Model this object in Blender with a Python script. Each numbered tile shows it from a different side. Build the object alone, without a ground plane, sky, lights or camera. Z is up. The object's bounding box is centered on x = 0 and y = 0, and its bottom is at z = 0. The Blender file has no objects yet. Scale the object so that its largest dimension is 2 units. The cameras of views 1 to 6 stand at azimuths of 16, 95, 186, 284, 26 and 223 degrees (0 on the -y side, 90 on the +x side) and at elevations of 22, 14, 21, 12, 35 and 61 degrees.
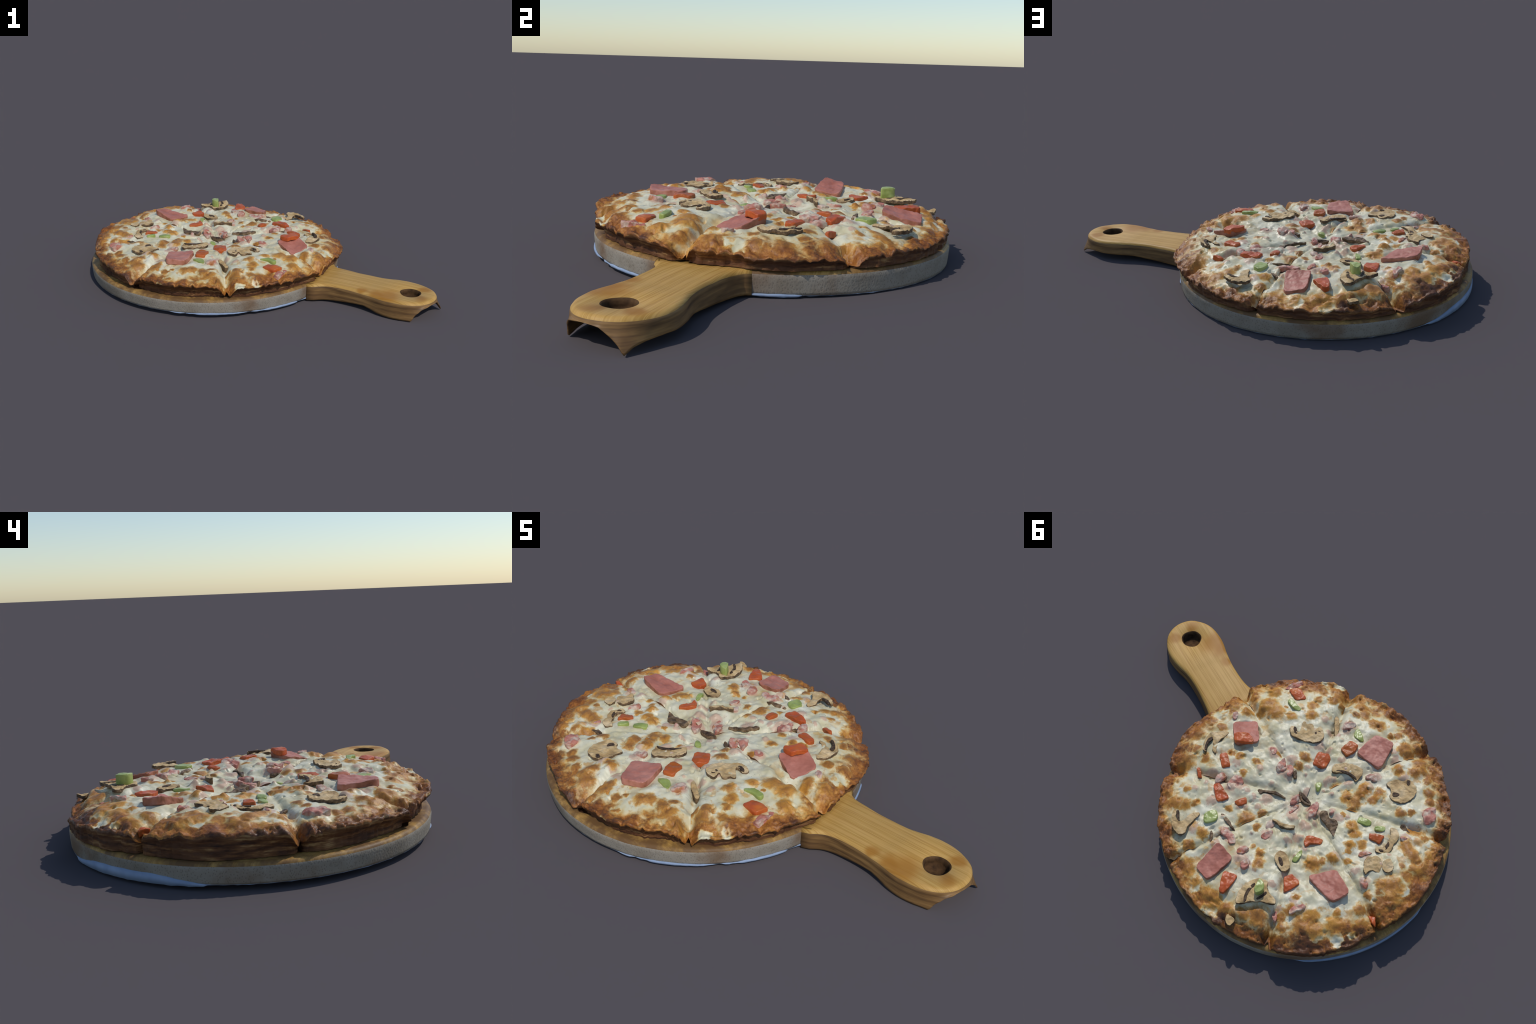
"""A baked ham-and-mushroom pizza cut into eight slices on a round wooden
paddle board with a handle.  Everything is built in the target's frame."""
import bpy, bmesh, math, random
import numpy as np
from mathutils import Vector, noise

random.seed(7)
noise.seed_set(7)

# ------------------------------------------------------------------ layout
PIZZA = (-0.280, -0.015)            # middle of the pizza
BOARD = (-0.300, 0.000)             # middle of the round board
BOARD_R = 0.700
HOLE = (0.843, -0.317)              # hanging hole in the handle
HOLE_R = 0.046
AXIS = (0.961, -0.276)              # handle direction, board -> tip
SIDE = (0.276, 0.961)

# directions of the eight cuts (degrees), and how open each one is at the rim
CUT_AZ = [-67.6, -19.5, 29.0, 69.0, 120.0, 161.0, 207.0, 248.0]
CUT_DEPTH = [0.066, 0.052, 0.056, 0.030, 0.050, 0.036, 0.048, 0.050]
CUT_WIDTH = [0.022, 0.023, 0.024, 0.013, 0.018, 0.014, 0.021, 0.022]

# rim of the crust: azimuth, radius, height of the lip
RIM = [(-70, .666, .150), (-59, .693, .150), (-50, .686, .148), (-41, .697, .150), (-34, .690, .148), (-23, .700, .142), (-19, .676, .136),
       (-14, .688, .138), (-7, .674, .134), (1, .694, .122), (10, .704, .120), (22, .697, .117), (29, .683, .112), (36, .692, .118), (48, .692, .120),
       (64, .698, .113), (75, .696, .110), (90, .704, .114), (103, .708, .112), (114, .706, .114), (118, .706, .108), (123, .720, .120), (132, .728, .130),
       (140, .728, .138), (150, .716, .146), (161, .694, .144), (171, .694, .152), (180, .702, .158), (188, .694, .164), (197, .684, .168), (206, .680, .152),
       (214, .684, .163), (228, .676, .157), (240, .683, .154), (248, .684, .150), (256, .674, .158), (265, .684, .162), (272, .680, .164), (281, .668, .160),
       (289, .672, .152)]

HAM_SLICES = [
    dict(z=(0.202, 0.179, 0.216, 0.229), outline=[(0.261, -0.066), (0.189, -0.166), (0.080, -0.073), (0.154, 0.024)]),
    dict(z=(0.224, 0.234, 0.213, 0.227), outline=[(-0.294, -0.496), (-0.397, -0.519), (-0.436, -0.368), (-0.294, -0.350)]),
    dict(z=(0.198, 0.206, 0.244, 0.226), outline=[(-0.552, 0.265), (-0.626, 0.149), (-0.752, 0.199), (-0.722, 0.285)]),
    dict(z=(0.202, 0.211, 0.184, 0.162), outline=[(-0.150, 0.424), (-0.265, 0.439), (-0.248, 0.587), (-0.152, 0.574)]),
]
TOMATO_PIECES = [
    dict(z=0.193, outline=[(0.200, -0.399), (0.165, -0.444), (0.091, -0.419), (0.127, -0.375)]),
    dict(z=0.195, outline=[(0.175, 0.108), (0.155, 0.076), (0.087, 0.116), (0.111, 0.152)]),
    dict(z=0.198, outline=[(0.080, 0.238), (0.056, 0.215), (-0.033, 0.240), (-0.001, 0.295)]),
    dict(z=0.193, outline=[(-0.058, 0.235), (-0.080, 0.176), (-0.109, 0.200), (-0.087, 0.240)]),
    dict(z=0.210, outline=[(-0.224, -0.319), (-0.231, -0.390), (-0.278, -0.392), (-0.287, -0.357), (-0.276, -0.306)]),
    dict(z=0.196, outline=[(-0.154, -0.237), (-0.219, -0.273), (-0.243, -0.195), (-0.181, -0.168)]),
    dict(z=0.230, outline=[(0.197, -0.011), (0.144, -0.063), (0.096, -0.050), (0.092, -0.036), (0.158, 0.020)], perched=True),
    dict(z=0.197, outline=[(-0.418, 0.125), (-0.443, 0.103), (-0.488, 0.084), (-0.499, 0.109), (-0.458, 0.139), (-0.455, 0.170), (-0.434, 0.158)]),
    dict(z=0.201, outline=[(-0.617, -0.087), (-0.678, -0.126), (-0.687, -0.078), (-0.632, -0.066)]),
    dict(z=0.180, outline=[(-0.485, 0.341), (-0.499, 0.304), (-0.544, 0.304), (-0.557, 0.318), (-0.535, 0.393)]),
    dict(z=0.184, outline=[(-0.267, 0.504), (-0.333, 0.476), (-0.345, 0.529), (-0.345, 0.579), (-0.322, 0.588)]),
    dict(z=0.162, outline=[(-0.865, 0.199), (-0.895, 0.182), (-0.925, 0.217), (-0.900, 0.216)]),
    dict(z=0.178, outline=[(0.206, 0.232), (0.198, 0.216), (0.150, 0.247), (0.168, 0.257)]),
]
PEPPER_PIECES = [
    dict(z=0.205, outline=[(0.153, -0.339), (0.145, -0.368), (0.101, -0.352), (0.065, -0.354), (0.064, -0.335), (0.107, -0.325)]),
    dict(z=0.206, outline=[(-0.207, -0.473), (-0.275, -0.437), (-0.275, -0.422), (-0.225, -0.415), (-0.205, -0.449)]),
    dict(z=0.190, outline=[(0.004, 0.372), (-0.024, 0.318), (-0.062, 0.340), (-0.067, 0.364), (-0.036, 0.410)]),
    dict(z=0.197, outline=[(-0.525, -0.120), (-0.587, -0.143), (-0.596, -0.112), (-0.537, -0.086)]),
    dict(z=0.196, outline=[(-0.609, -0.129), (-0.649, -0.165), (-0.662, -0.142), (-0.627, -0.111)]),
    dict(z=0.191, outline=[(-0.446, 0.185), (-0.465, 0.195), (-0.476, 0.254), (-0.450, 0.259)]),
    dict(z=0.244, outline=[(-0.425, 0.429), (-0.460, 0.437), (-0.477, 0.460), (-0.464, 0.493), (-0.441, 0.486), (-0.428, 0.449)], thick=0.045, perched=True),
    dict(z=0.180, outline=[(-0.258, -0.109), (-0.268, -0.134), (-0.288, -0.123), (-0.298, -0.087), (-0.282, -0.087)]),
]
MUSHROOM_SLICES = [
    dict(z=0.190, outline=[(0.256, 0.140), (0.287, 0.098), (0.291, 0.053), (0.269, 0.019), (0.230, -0.016), (0.222, 0.009), (0.230, 0.049), (0.219, 0.080), (0.187, 0.120), (0.212, 0.121), (0.250, 0.078), (0.271, 0.062), (0.272, 0.091), (0.248, 0.124), (0.229, 0.145), (0.242, 0.150)]),
    dict(z=0.213, outline=[(0.034, -0.232), (0.031, -0.251), (0.009, -0.256), (-0.021, -0.236), (-0.022, -0.253), (0.010, -0.301), (-0.001, -0.307), (-0.022, -0.303), (-0.025, -0.315), (-0.038, -0.327), (-0.072, -0.295), (-0.066, -0.322), (-0.077, -0.337), (-0.107, -0.330), (-0.133, -0.298), (-0.127, -0.268), (-0.105, -0.241), (-0.063, -0.221), (-0.023, -0.206), (0.006, -0.206)]),
    dict(z=0.192, outline=[(-0.083, -0.432), (-0.076, -0.458), (-0.096, -0.453), (-0.133, -0.415), (-0.159, -0.375), (-0.168, -0.350), (-0.139, -0.371)], thick=0.03),
    dict(z=0.212, outline=[(-0.275, -0.198), (-0.261, -0.228), (-0.283, -0.266), (-0.322, -0.295), (-0.371, -0.309), (-0.391, -0.301), (-0.398, -0.261), (-0.400, -0.233), (-0.366, -0.246), (-0.322, -0.229), (-0.293, -0.197)]),
    dict(z=0.205, outline=[(-0.500, -0.325), (-0.523, -0.383), (-0.556, -0.396), (-0.558, -0.417), (-0.585, -0.429), (-0.627, -0.409), (-0.644, -0.389), (-0.648, -0.347), (-0.629, -0.303), (-0.592, -0.280), (-0.559, -0.289), (-0.548, -0.324)]),
    dict(z=0.178, outline=[(-0.380, -0.003), (-0.388, -0.033), (-0.411, -0.033), (-0.435, -0.013), (-0.464, -0.035), (-0.480, -0.024), (-0.503, 0.022), (-0.512, 0.045), (-0.490, 0.035), (-0.459, 0.022), (-0.414, 0.015)], dark=True),
    dict(z=0.194, outline=[(-0.660, -0.174), (-0.689, -0.191), (-0.717, -0.179), (-0.732, -0.158), (-0.732, -0.123), (-0.745, -0.086), (-0.735, -0.052), (-0.700, -0.035), (-0.680, -0.047), (-0.692, -0.066), (-0.712, -0.071), (-0.705, -0.104), (-0.700, -0.127), (-0.694, -0.149)]),
    dict(z=0.207, outline=[(-0.685, 0.029), (-0.698, 0.006), (-0.719, -0.025), (-0.753, -0.017), (-0.771, 0.006), (-0.780, 0.038), (-0.758, 0.040), (-0.741, 0.056), (-0.736, 0.091)]),
    dict(z=0.212, outline=[(-0.754, -0.019), (-0.762, -0.051), (-0.782, -0.050), (-0.808, -0.034), (-0.814, -0.013), (-0.801, 0.014), (-0.777, 0.010)]),
    dict(z=0.186, outline=[(-0.378, 0.292), (-0.381, 0.261), (-0.408, 0.249), (-0.448, 0.264), (-0.472, 0.289), (-0.476, 0.319), (-0.453, 0.328), (-0.409, 0.317)]),
    dict(z=0.205, outline=[(-0.423, 0.582), (-0.401, 0.558), (-0.387, 0.512), (-0.389, 0.463), (-0.414, 0.418), (-0.453, 0.407), (-0.477, 0.437), (-0.527, 0.440), (-0.550, 0.457), (-0.539, 0.474), (-0.507, 0.486), (-0.467, 0.522), (-0.444, 0.555)]),
    dict(z=0.160, outline=[(0.122, 0.458), (0.112, 0.441), (0.078, 0.482), (0.044, 0.471), (0.048, 0.422), (0.029, 0.381), (0.014, 0.385), (0.012, 0.424), (0.008, 0.472), (-0.008, 0.499), (-0.004, 0.524), (0.037, 0.529), (0.075, 0.516)]),
    dict(z=0.212, outline=[(-0.252, 0.183), (-0.261, 0.166), (-0.301, 0.160), (-0.320, 0.152), (-0.352, 0.128), (-0.357, 0.144), (-0.339, 0.165), (-0.307, 0.179), (-0.272, 0.177)], thick=0.04),
    dict(z=0.176, outline=[(-0.227, -0.028), (-0.248, -0.033), (-0.302, -0.026), (-0.324, -0.010), (-0.293, 0.006), (-0.261, 0.000)], dark=True),
    dict(z=0.178, outline=[(-0.081, 0.110), (-0.116, 0.087), (-0.155, 0.057), (-0.210, 0.044), (-0.215, 0.057), (-0.161, 0.070), (-0.123, 0.100), (-0.116, 0.121)], dark=True),
    dict(z=0.178, outline=[(-0.053, 0.320), (-0.061, 0.308), (-0.110, 0.315), (-0.167, 0.331), (-0.159, 0.336), (-0.111, 0.333)], dark=True),
    dict(z=0.184, outline=[(-0.688, -0.223), (-0.699, -0.240), (-0.725, -0.230), (-0.749, -0.224), (-0.729, -0.212), (-0.705, -0.210)], dark=True),
    dict(z=0.160, outline=[(-0.424, 0.651), (-0.417, 0.625), (-0.450, 0.619), (-0.466, 0.629), (-0.469, 0.668)]),
    dict(z=0.174, outline=[(-0.077, 0.411), (-0.087, 0.401), (-0.110, 0.421), (-0.123, 0.444), (-0.110, 0.443)], dark=True),
    dict(z=0.172, outline=[(-0.138, -0.082), (-0.147, -0.098), (-0.182, -0.063), (-0.168, -0.049)], dark=True),
    dict(z=0.180, outline=[(0.065, 0.187), (0.046, 0.165), (0.034, 0.173), (0.051, 0.193)], dark=True),
]
MUSHROOM_GILLS = [
    dict(z=0.215, outline=[(0.019, -0.249), (0.006, -0.253), (-0.024, -0.233), (-0.016, -0.220), (0.008, -0.231)]),
    dict(z=0.215, outline=[(-0.077, -0.289), (-0.079, -0.308), (-0.092, -0.321), (-0.105, -0.302), (-0.092, -0.287)]),
    dict(z=0.207, outline=[(-0.556, -0.315), (-0.588, -0.336), (-0.594, -0.315), (-0.573, -0.298)]),
    dict(z=0.207, outline=[(-0.562, -0.412), (-0.577, -0.423), (-0.596, -0.408), (-0.585, -0.391)]),
    dict(z=0.190, outline=[(0.244, 0.144), (0.276, 0.095), (0.271, 0.062), (0.254, 0.074), (0.259, 0.103), (0.231, 0.140)]),
    dict(z=0.196, outline=[(-0.696, -0.054), (-0.714, -0.065), (-0.709, -0.099), (-0.706, -0.117), (-0.723, -0.106), (-0.727, -0.067), (-0.713, -0.048)]),
    dict(z=0.188, outline=[(-0.397, 0.288), (-0.412, 0.280), (-0.440, 0.295), (-0.445, 0.310), (-0.425, 0.309)]),
    dict(z=0.207, outline=[(-0.443, 0.554), (-0.419, 0.521), (-0.410, 0.484), (-0.414, 0.450), (-0.426, 0.461), (-0.426, 0.494), (-0.434, 0.520), (-0.450, 0.540)]),
    dict(z=0.207, outline=[(-0.469, 0.499), (-0.478, 0.470), (-0.478, 0.444), (-0.491, 0.451), (-0.488, 0.480), (-0.480, 0.504)]),
    dict(z=0.162, outline=[(0.108, 0.446), (0.095, 0.440), (0.061, 0.474), (0.047, 0.474), (0.059, 0.483), (0.086, 0.469)]),
    dict(z=0.211, outline=[(-0.283, -0.207), (-0.321, -0.245), (-0.376, -0.256), (-0.401, -0.243), (-0.368, -0.244), (-0.323, -0.229)]),
    dict(z=0.177, outline=[(-0.238, -0.030), (-0.304, -0.023), (-0.312, -0.008), (-0.264, -0.010)]),
]
HAM_BITS = [
    dict(z=0.195, outline=[(-0.717, -0.340), (-0.731, -0.384), (-0.753, -0.398), (-0.781, -0.367), (-0.794, -0.351), (-0.787, -0.307), (-0.757, -0.299)]),
    dict(z=0.186, outline=[(0.226, -0.397), (0.211, -0.456), (0.190, -0.494), (0.167, -0.473), (0.181, -0.432), (0.208, -0.393)]),
    dict(z=0.197, outline=[(-0.145, -0.423), (-0.142, -0.444), (-0.180, -0.482), (-0.198, -0.467), (-0.184, -0.428), (-0.159, -0.411)]),
    dict(z=0.190, outline=[(0.306, -0.107), (0.284, -0.129), (0.260, -0.102), (0.270, -0.076)]),
    dict(z=0.192, outline=[(-0.409, -0.288), (-0.413, -0.327), (-0.463, -0.329), (-0.463, -0.307), (-0.427, -0.290)]),
    dict(z=0.187, outline=[(-0.265, 0.263), (-0.290, 0.209), (-0.308, 0.227), (-0.299, 0.271), (-0.274, 0.275)]),
    dict(z=0.183, outline=[(-0.236, 0.402), (-0.247, 0.363), (-0.270, 0.347), (-0.285, 0.382), (-0.266, 0.408)]),
    dict(z=0.183, outline=[(-0.290, 0.419), (-0.313, 0.382), (-0.337, 0.413), (-0.335, 0.443), (-0.308, 0.442)]),
    dict(z=0.172, outline=[(-0.608, 0.442), (-0.611, 0.400), (-0.640, 0.365), (-0.659, 0.379), (-0.640, 0.417), (-0.625, 0.446)]),
    dict(z=0.190, outline=[(-0.722, 0.107), (-0.745, 0.091), (-0.780, 0.104), (-0.786, 0.131), (-0.751, 0.126)]),
    dict(z=0.190, outline=[(-0.645, 0.024), (-0.656, -0.001), (-0.689, -0.027), (-0.689, -0.006), (-0.666, 0.038)]),
    dict(z=0.180, outline=[(-0.105, 0.372), (-0.116, 0.347), (-0.158, 0.349), (-0.193, 0.350), (-0.212, 0.375), (-0.199, 0.401), (-0.171, 0.387), (-0.132, 0.389)]),
    dict(z=0.190, outline=[(-0.726, -0.177), (-0.766, -0.195), (-0.756, -0.163), (-0.739, -0.161)]),
    dict(z=0.152, outline=[(-0.556, 0.478), (-0.562, 0.459), (-0.596, 0.491), (-0.595, 0.511), (-0.574, 0.506)]),
    dict(z=0.193, outline=[(-0.077, -0.029), (-0.084, -0.063), (-0.115, -0.066), (-0.124, -0.044), (-0.096, -0.024)]),
    dict(z=0.193, outline=[(0.030, -0.081), (0.009, -0.110), (-0.022, -0.092), (-0.016, -0.063)]),
    dict(z=0.190, outline=[(-0.241, 0.209), (-0.245, 0.176), (-0.273, 0.177), (-0.281, 0.206), (-0.264, 0.229)]),
    dict(z=0.180, outline=[(-0.269, 0.099), (-0.263, 0.024), (-0.288, 0.029), (-0.290, 0.086)]),
    dict(z=0.180, outline=[(-0.342, 0.036), (-0.357, 0.003), (-0.379, 0.007), (-0.377, 0.039), (-0.360, 0.048)]),
    dict(z=0.197, outline=[(-0.026, 0.151), (-0.014, 0.207), (0.039, 0.197), (0.044, 0.129), (-0.007, 0.118)]),
    dict(z=0.195, outline=[(0.061, 0.182), (0.067, 0.228), (0.098, 0.215), (0.101, 0.167), (0.070, 0.152)]),
    dict(z=0.200, outline=[(-0.156, -0.055), (-0.140, -0.028), (-0.097, -0.053), (-0.105, -0.096), (-0.136, -0.092)]),
    dict(z=0.200, outline=[(-0.117, -0.043), (-0.090, -0.010), (-0.063, -0.049), (-0.071, -0.105)]),
    dict(z=0.192, outline=[(-0.374, 0.018), (-0.362, 0.053), (-0.324, 0.014), (-0.329, -0.045), (-0.357, -0.031)]),
    dict(z=0.192, outline=[(-0.272, 0.039), (-0.250, 0.064), (-0.232, 0.017), (-0.254, -0.015)]),
    dict(z=0.190, outline=[(-0.409, -0.038), (-0.415, -0.059), (-0.436, -0.050), (-0.423, -0.030)]),
]
CHEESE_RUNS = {
    0: [(0.112, -0.574, 0.029), (0.034, -0.613, 0.029)],
    1: [(0.357, -0.050, 0.037), (0.343, -0.086, 0.025)],
    2: [(-0.047, 0.604, 0.029)],
    3: [(-0.354, 0.671, 0.042), (-0.321, 0.671, 0.025), (-0.219, 0.643, 0.025)],
    4: [(-0.849, 0.384, 0.044), (-0.776, 0.429, 0.039), (-0.876, 0.321, 0.025)],
    5: [(-0.919, 0.012, 0.025), (-0.845, -0.247, 0.025)],
    6: [(-0.662, -0.438, 0.015)],
    7: [(-0.362, -0.709, 0.022)],
}
BLISTERS = {
    0: [(0.242, -0.346, 0.034), (0.209, -0.269, 0.039), (0.209, -0.219, 0.025), (0.149, -0.252, 0.044), (0.073, -0.290, 0.025), (0.129, -0.311, 0.009), (0.290, -0.255, 0.012), (-0.145, -0.113, 0.020), (-0.130, -0.168, 0.025), (0.137, -0.500, 0.025), (0.067, -0.516, 0.025), (0.087, -0.602, 0.020), (0.051, -0.460, 0.020), (0.044, -0.408, 0.025), (0.010, -0.365, 0.027), (-0.011, -0.545, 0.029), (-0.012, -0.505, 0.025), (-0.061, -0.520, 0.022), (0.143, -0.553, 0.020)],
    1: [(0.339, -0.160, 0.034), (0.351, -0.003, 0.029), (0.284, -0.010, 0.025), (0.259, -0.168, 0.027), (0.361, 0.093, 0.039), (0.287, 0.159, 0.022), (0.279, 0.241, 0.044), (0.215, 0.165, 0.022), (0.140, 0.059, 0.017), (0.096, 0.047, 0.020), (0.015, 0.011, 0.022), (0.022, 0.092, 0.017), (-0.032, -0.103, 0.015), (0.285, -0.101, 0.012)],
    2: [(0.217, 0.410, 0.029), (0.155, 0.419, 0.034), (0.103, 0.393, 0.027), (0.069, 0.360, 0.017), (0.155, 0.339, 0.017), (0.252, 0.286, 0.029), (-0.159, 0.257, 0.039), (-0.192, 0.183, 0.020), (-0.064, 0.273, 0.015), (-0.062, 0.444, 0.022), (-0.059, 0.530, 0.029), (-0.011, 0.590, 0.027), (0.026, 0.576, 0.020), (0.129, 0.516, 0.020)],
    3: [(-0.223, 0.248, 0.017), (-0.123, 0.604, 0.044), (-0.311, 0.629, 0.044), (-0.348, 0.620, 0.020), (-0.277, 0.628, 0.025), (-0.327, 0.332, 0.020), (-0.352, 0.370, 0.025), (-0.277, 0.328, 0.012), (-0.469, 0.582, 0.029), (-0.525, 0.548, 0.044), (-0.387, 0.614, 0.025), (-0.410, 0.662, 0.029), (-0.045, 0.641, 0.020), (-0.203, 0.621, 0.025)],
    4: [(-0.533, 0.205, 0.037), (-0.549, 0.169, 0.020), (-0.582, 0.129, 0.025), (-0.829, 0.214, 0.029), (-0.766, 0.297, 0.020), (-0.800, 0.346, 0.047), (-0.702, 0.385, 0.034), (-0.746, 0.418, 0.044), (-0.693, 0.452, 0.039), (-0.590, 0.365, 0.015), (-0.864, 0.256, 0.025), (-0.894, 0.249, 0.029), (-0.865, 0.291, 0.025), (-0.600, 0.479, 0.025), (-0.635, 0.508, 0.029), (-0.587, 0.369, 0.014), (-0.610, 0.431, 0.029)],
    5: [(-0.463, -0.077, 0.012), (-0.536, -0.059, 0.029), (-0.573, -0.039, 0.027), (-0.591, 0.022, 0.025), (-0.604, 0.051, 0.017), (-0.630, -0.024, 0.022), (-0.637, 0.088, 0.017), (-0.737, -0.244, 0.029), (-0.770, -0.248, 0.025), (-0.813, -0.247, 0.022), (-0.773, -0.157, 0.029), (-0.799, -0.148, 0.029), (-0.841, -0.140, 0.037), (-0.830, -0.068, 0.017), (-0.906, -0.124, 0.044), (-0.875, -0.094, 0.025), (-0.960, -0.049, 0.039), (-0.875, -0.051, 0.029), (-0.819, 0.066, 0.029), (-0.861, 0.038, 0.054), (-0.893, 0.081, 0.034), (-0.828, 0.097, 0.020), (-0.812, 0.140, 0.017), (-0.894, 0.156, 0.025), (-0.947, 0.071, 0.034), (-0.921, 0.145, 0.029), (-0.888, -0.249, 0.029), (-0.901, -0.205, 0.034)],
    6: [(-0.546, -0.541, 0.034), (-0.561, -0.477, 0.027), (-0.582, -0.513, 0.020), (-0.634, -0.488, 0.020), (-0.682, -0.444, 0.025), (-0.713, -0.414, 0.022), (-0.695, -0.494, 0.015), (-0.502, -0.426, 0.025), (-0.453, -0.239, 0.025), (-0.416, -0.157, 0.029), (-0.457, -0.198, 0.027), (-0.468, -0.156, 0.029), (-0.515, -0.270, 0.025), (-0.519, -0.221, 0.025), (-0.479, -0.115, 0.020), (-0.656, -0.267, 0.022), (-0.689, -0.300, 0.017), (-0.761, -0.427, 0.022), (-0.850, -0.334, 0.029), (-0.821, -0.377, 0.025)],
    7: [(-0.088, -0.614, 0.039), (-0.141, -0.523, 0.020), (-0.137, -0.580, 0.029), (-0.181, -0.554, 0.029), (-0.241, -0.546, 0.025), (-0.270, -0.559, 0.027), (-0.267, -0.659, 0.017), (-0.339, -0.640, 0.012), (-0.372, -0.586, 0.020), (-0.344, -0.558, 0.015), (-0.442, -0.557, 0.029), (-0.475, -0.541, 0.029), (-0.439, -0.530, 0.025), (-0.471, -0.603, 0.027), (-0.387, -0.651, 0.020), (-0.424, -0.637, 0.020), (-0.342, -0.160, 0.022)],
}
HAM_LUMPS = {
    0: [(-0.090, -0.113, 0.025), (0.276, -0.227, 0.025), (-0.056, -0.397, 0.022), (-0.119, -0.359, 0.022), (-0.138, -0.265, 0.027), (-0.100, -0.119, 0.030), (-0.263, -0.054, 0.030), (0.095, -0.542, 0.024)],
    1: [(0.001, -0.094, 0.034), (-0.094, -0.046, 0.034), (-0.138, -0.043, 0.029), (0.083, 0.074, 0.027), (0.281, -0.105, 0.022), (-0.109, -0.045, 0.042), (-0.013, -0.077, 0.036), (0.128, 0.207, 0.036)],
    2: [(0.005, 0.190, 0.034), (0.026, 0.302, 0.034), (-0.105, 0.150, 0.022), (-0.149, 0.099, 0.027), (0.118, 0.256, 0.017), (0.132, 0.309, 0.022), (-0.257, 0.019, 0.036), (-0.152, 0.112, 0.036), (-0.006, 0.155, 0.048), (-0.013, 0.449, 0.032), (-0.135, 0.372, 0.034)],
    3: [(-0.278, 0.047, 0.034), (-0.301, 0.091, 0.034), (-0.288, 0.414, 0.048), (-0.181, 0.377, 0.032), (-0.135, 0.436, 0.022), (-0.261, 0.383, 0.034), (-0.313, 0.415, 0.034), (-0.286, 0.244, 0.034), (-0.386, 0.160, 0.022), (-0.374, 0.201, 0.022), (-0.466, 0.400, 0.022), (-0.433, 0.602, 0.022)],
    4: [(-0.358, 0.034, 0.029), (-0.581, 0.109, 0.032), (-0.645, 0.403, 0.039), (-0.769, 0.294, 0.025), (-0.394, 0.160, 0.022), (-0.388, 0.086, 0.022), (-0.366, 0.028, 0.029), (-0.342, 0.005, 0.033), (-0.582, 0.110, 0.036), (-0.632, 0.416, 0.044), (-0.593, 0.382, 0.029), (-0.571, 0.456, 0.025), (-0.584, 0.494, 0.022), (-0.374, 0.093, 0.027)],
    5: [(-0.460, -0.052, 0.027), (-0.415, -0.059, 0.020), (-0.673, 0.004, 0.029), (-0.696, 0.099, 0.027), (-0.761, 0.110, 0.032), (-0.750, -0.184, 0.032), (-0.796, -0.209, 0.022)],
    6: [(-0.447, -0.325, 0.032), (-0.448, -0.265, 0.025), (-0.487, -0.443, 0.027), (-0.754, -0.349, 0.042), (-0.717, -0.474, 0.020), (-0.452, -0.239, 0.042), (-0.538, -0.421, 0.030), (-0.574, -0.499, 0.036), (-0.369, -0.212, 0.030)],
    7: [(-0.189, -0.275, 0.022), (-0.165, -0.450, 0.037), (-0.159, -0.375, 0.022), (-0.269, -0.283, 0.020), (-0.455, -0.466, 0.029), (-0.418, -0.494, 0.022), (-0.292, -0.157, 0.027), (-0.171, -0.431, 0.036)],
}
# ------------------------------------------------------------------ helpers
def fbm(x, y, z=0.0, octaves=4):
    return noise.fractal(Vector((x, y, z)), 1.0, 2.0, octaves)


def smooth(a, b, x):
    t = min(1.0, max(0.0, (x - a) / (b - a)))
    return t * t * (3 - 2 * t)


def link(name, mesh, parent=None):
    ob = bpy.data.objects.new(name, mesh)
    bpy.context.scene.collection.objects.link(ob)
    if parent is not None:
        ob.parent = parent
    return ob


def make_mesh(name, verts, faces, mats, slots=None):
    me = bpy.data.meshes.new(name)
    me.from_pydata([tuple(v) for v in verts], [], faces)
    for m in mats:
        me.materials.append(m)
    if slots is not None:
        me.polygons.foreach_set("material_index", slots)
    me.polygons.foreach_set("use_smooth", [True] * len(me.polygons))
    me.update()
    return me


def board_top(x, y):
    return 0.090 - 0.008 * y


def board_bottom(x, y):
    return max(0.003, 0.013 - 0.014 * y - 0.006 * (x + 0.3))


def at(s, t):
    """handle frame (origin at the hole) -> plan position"""
    return (HOLE[0] + AXIS[0] * s + SIDE[0] * t, HOLE[1] + AXIS[1] * s + SIDE[1] * t)


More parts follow.
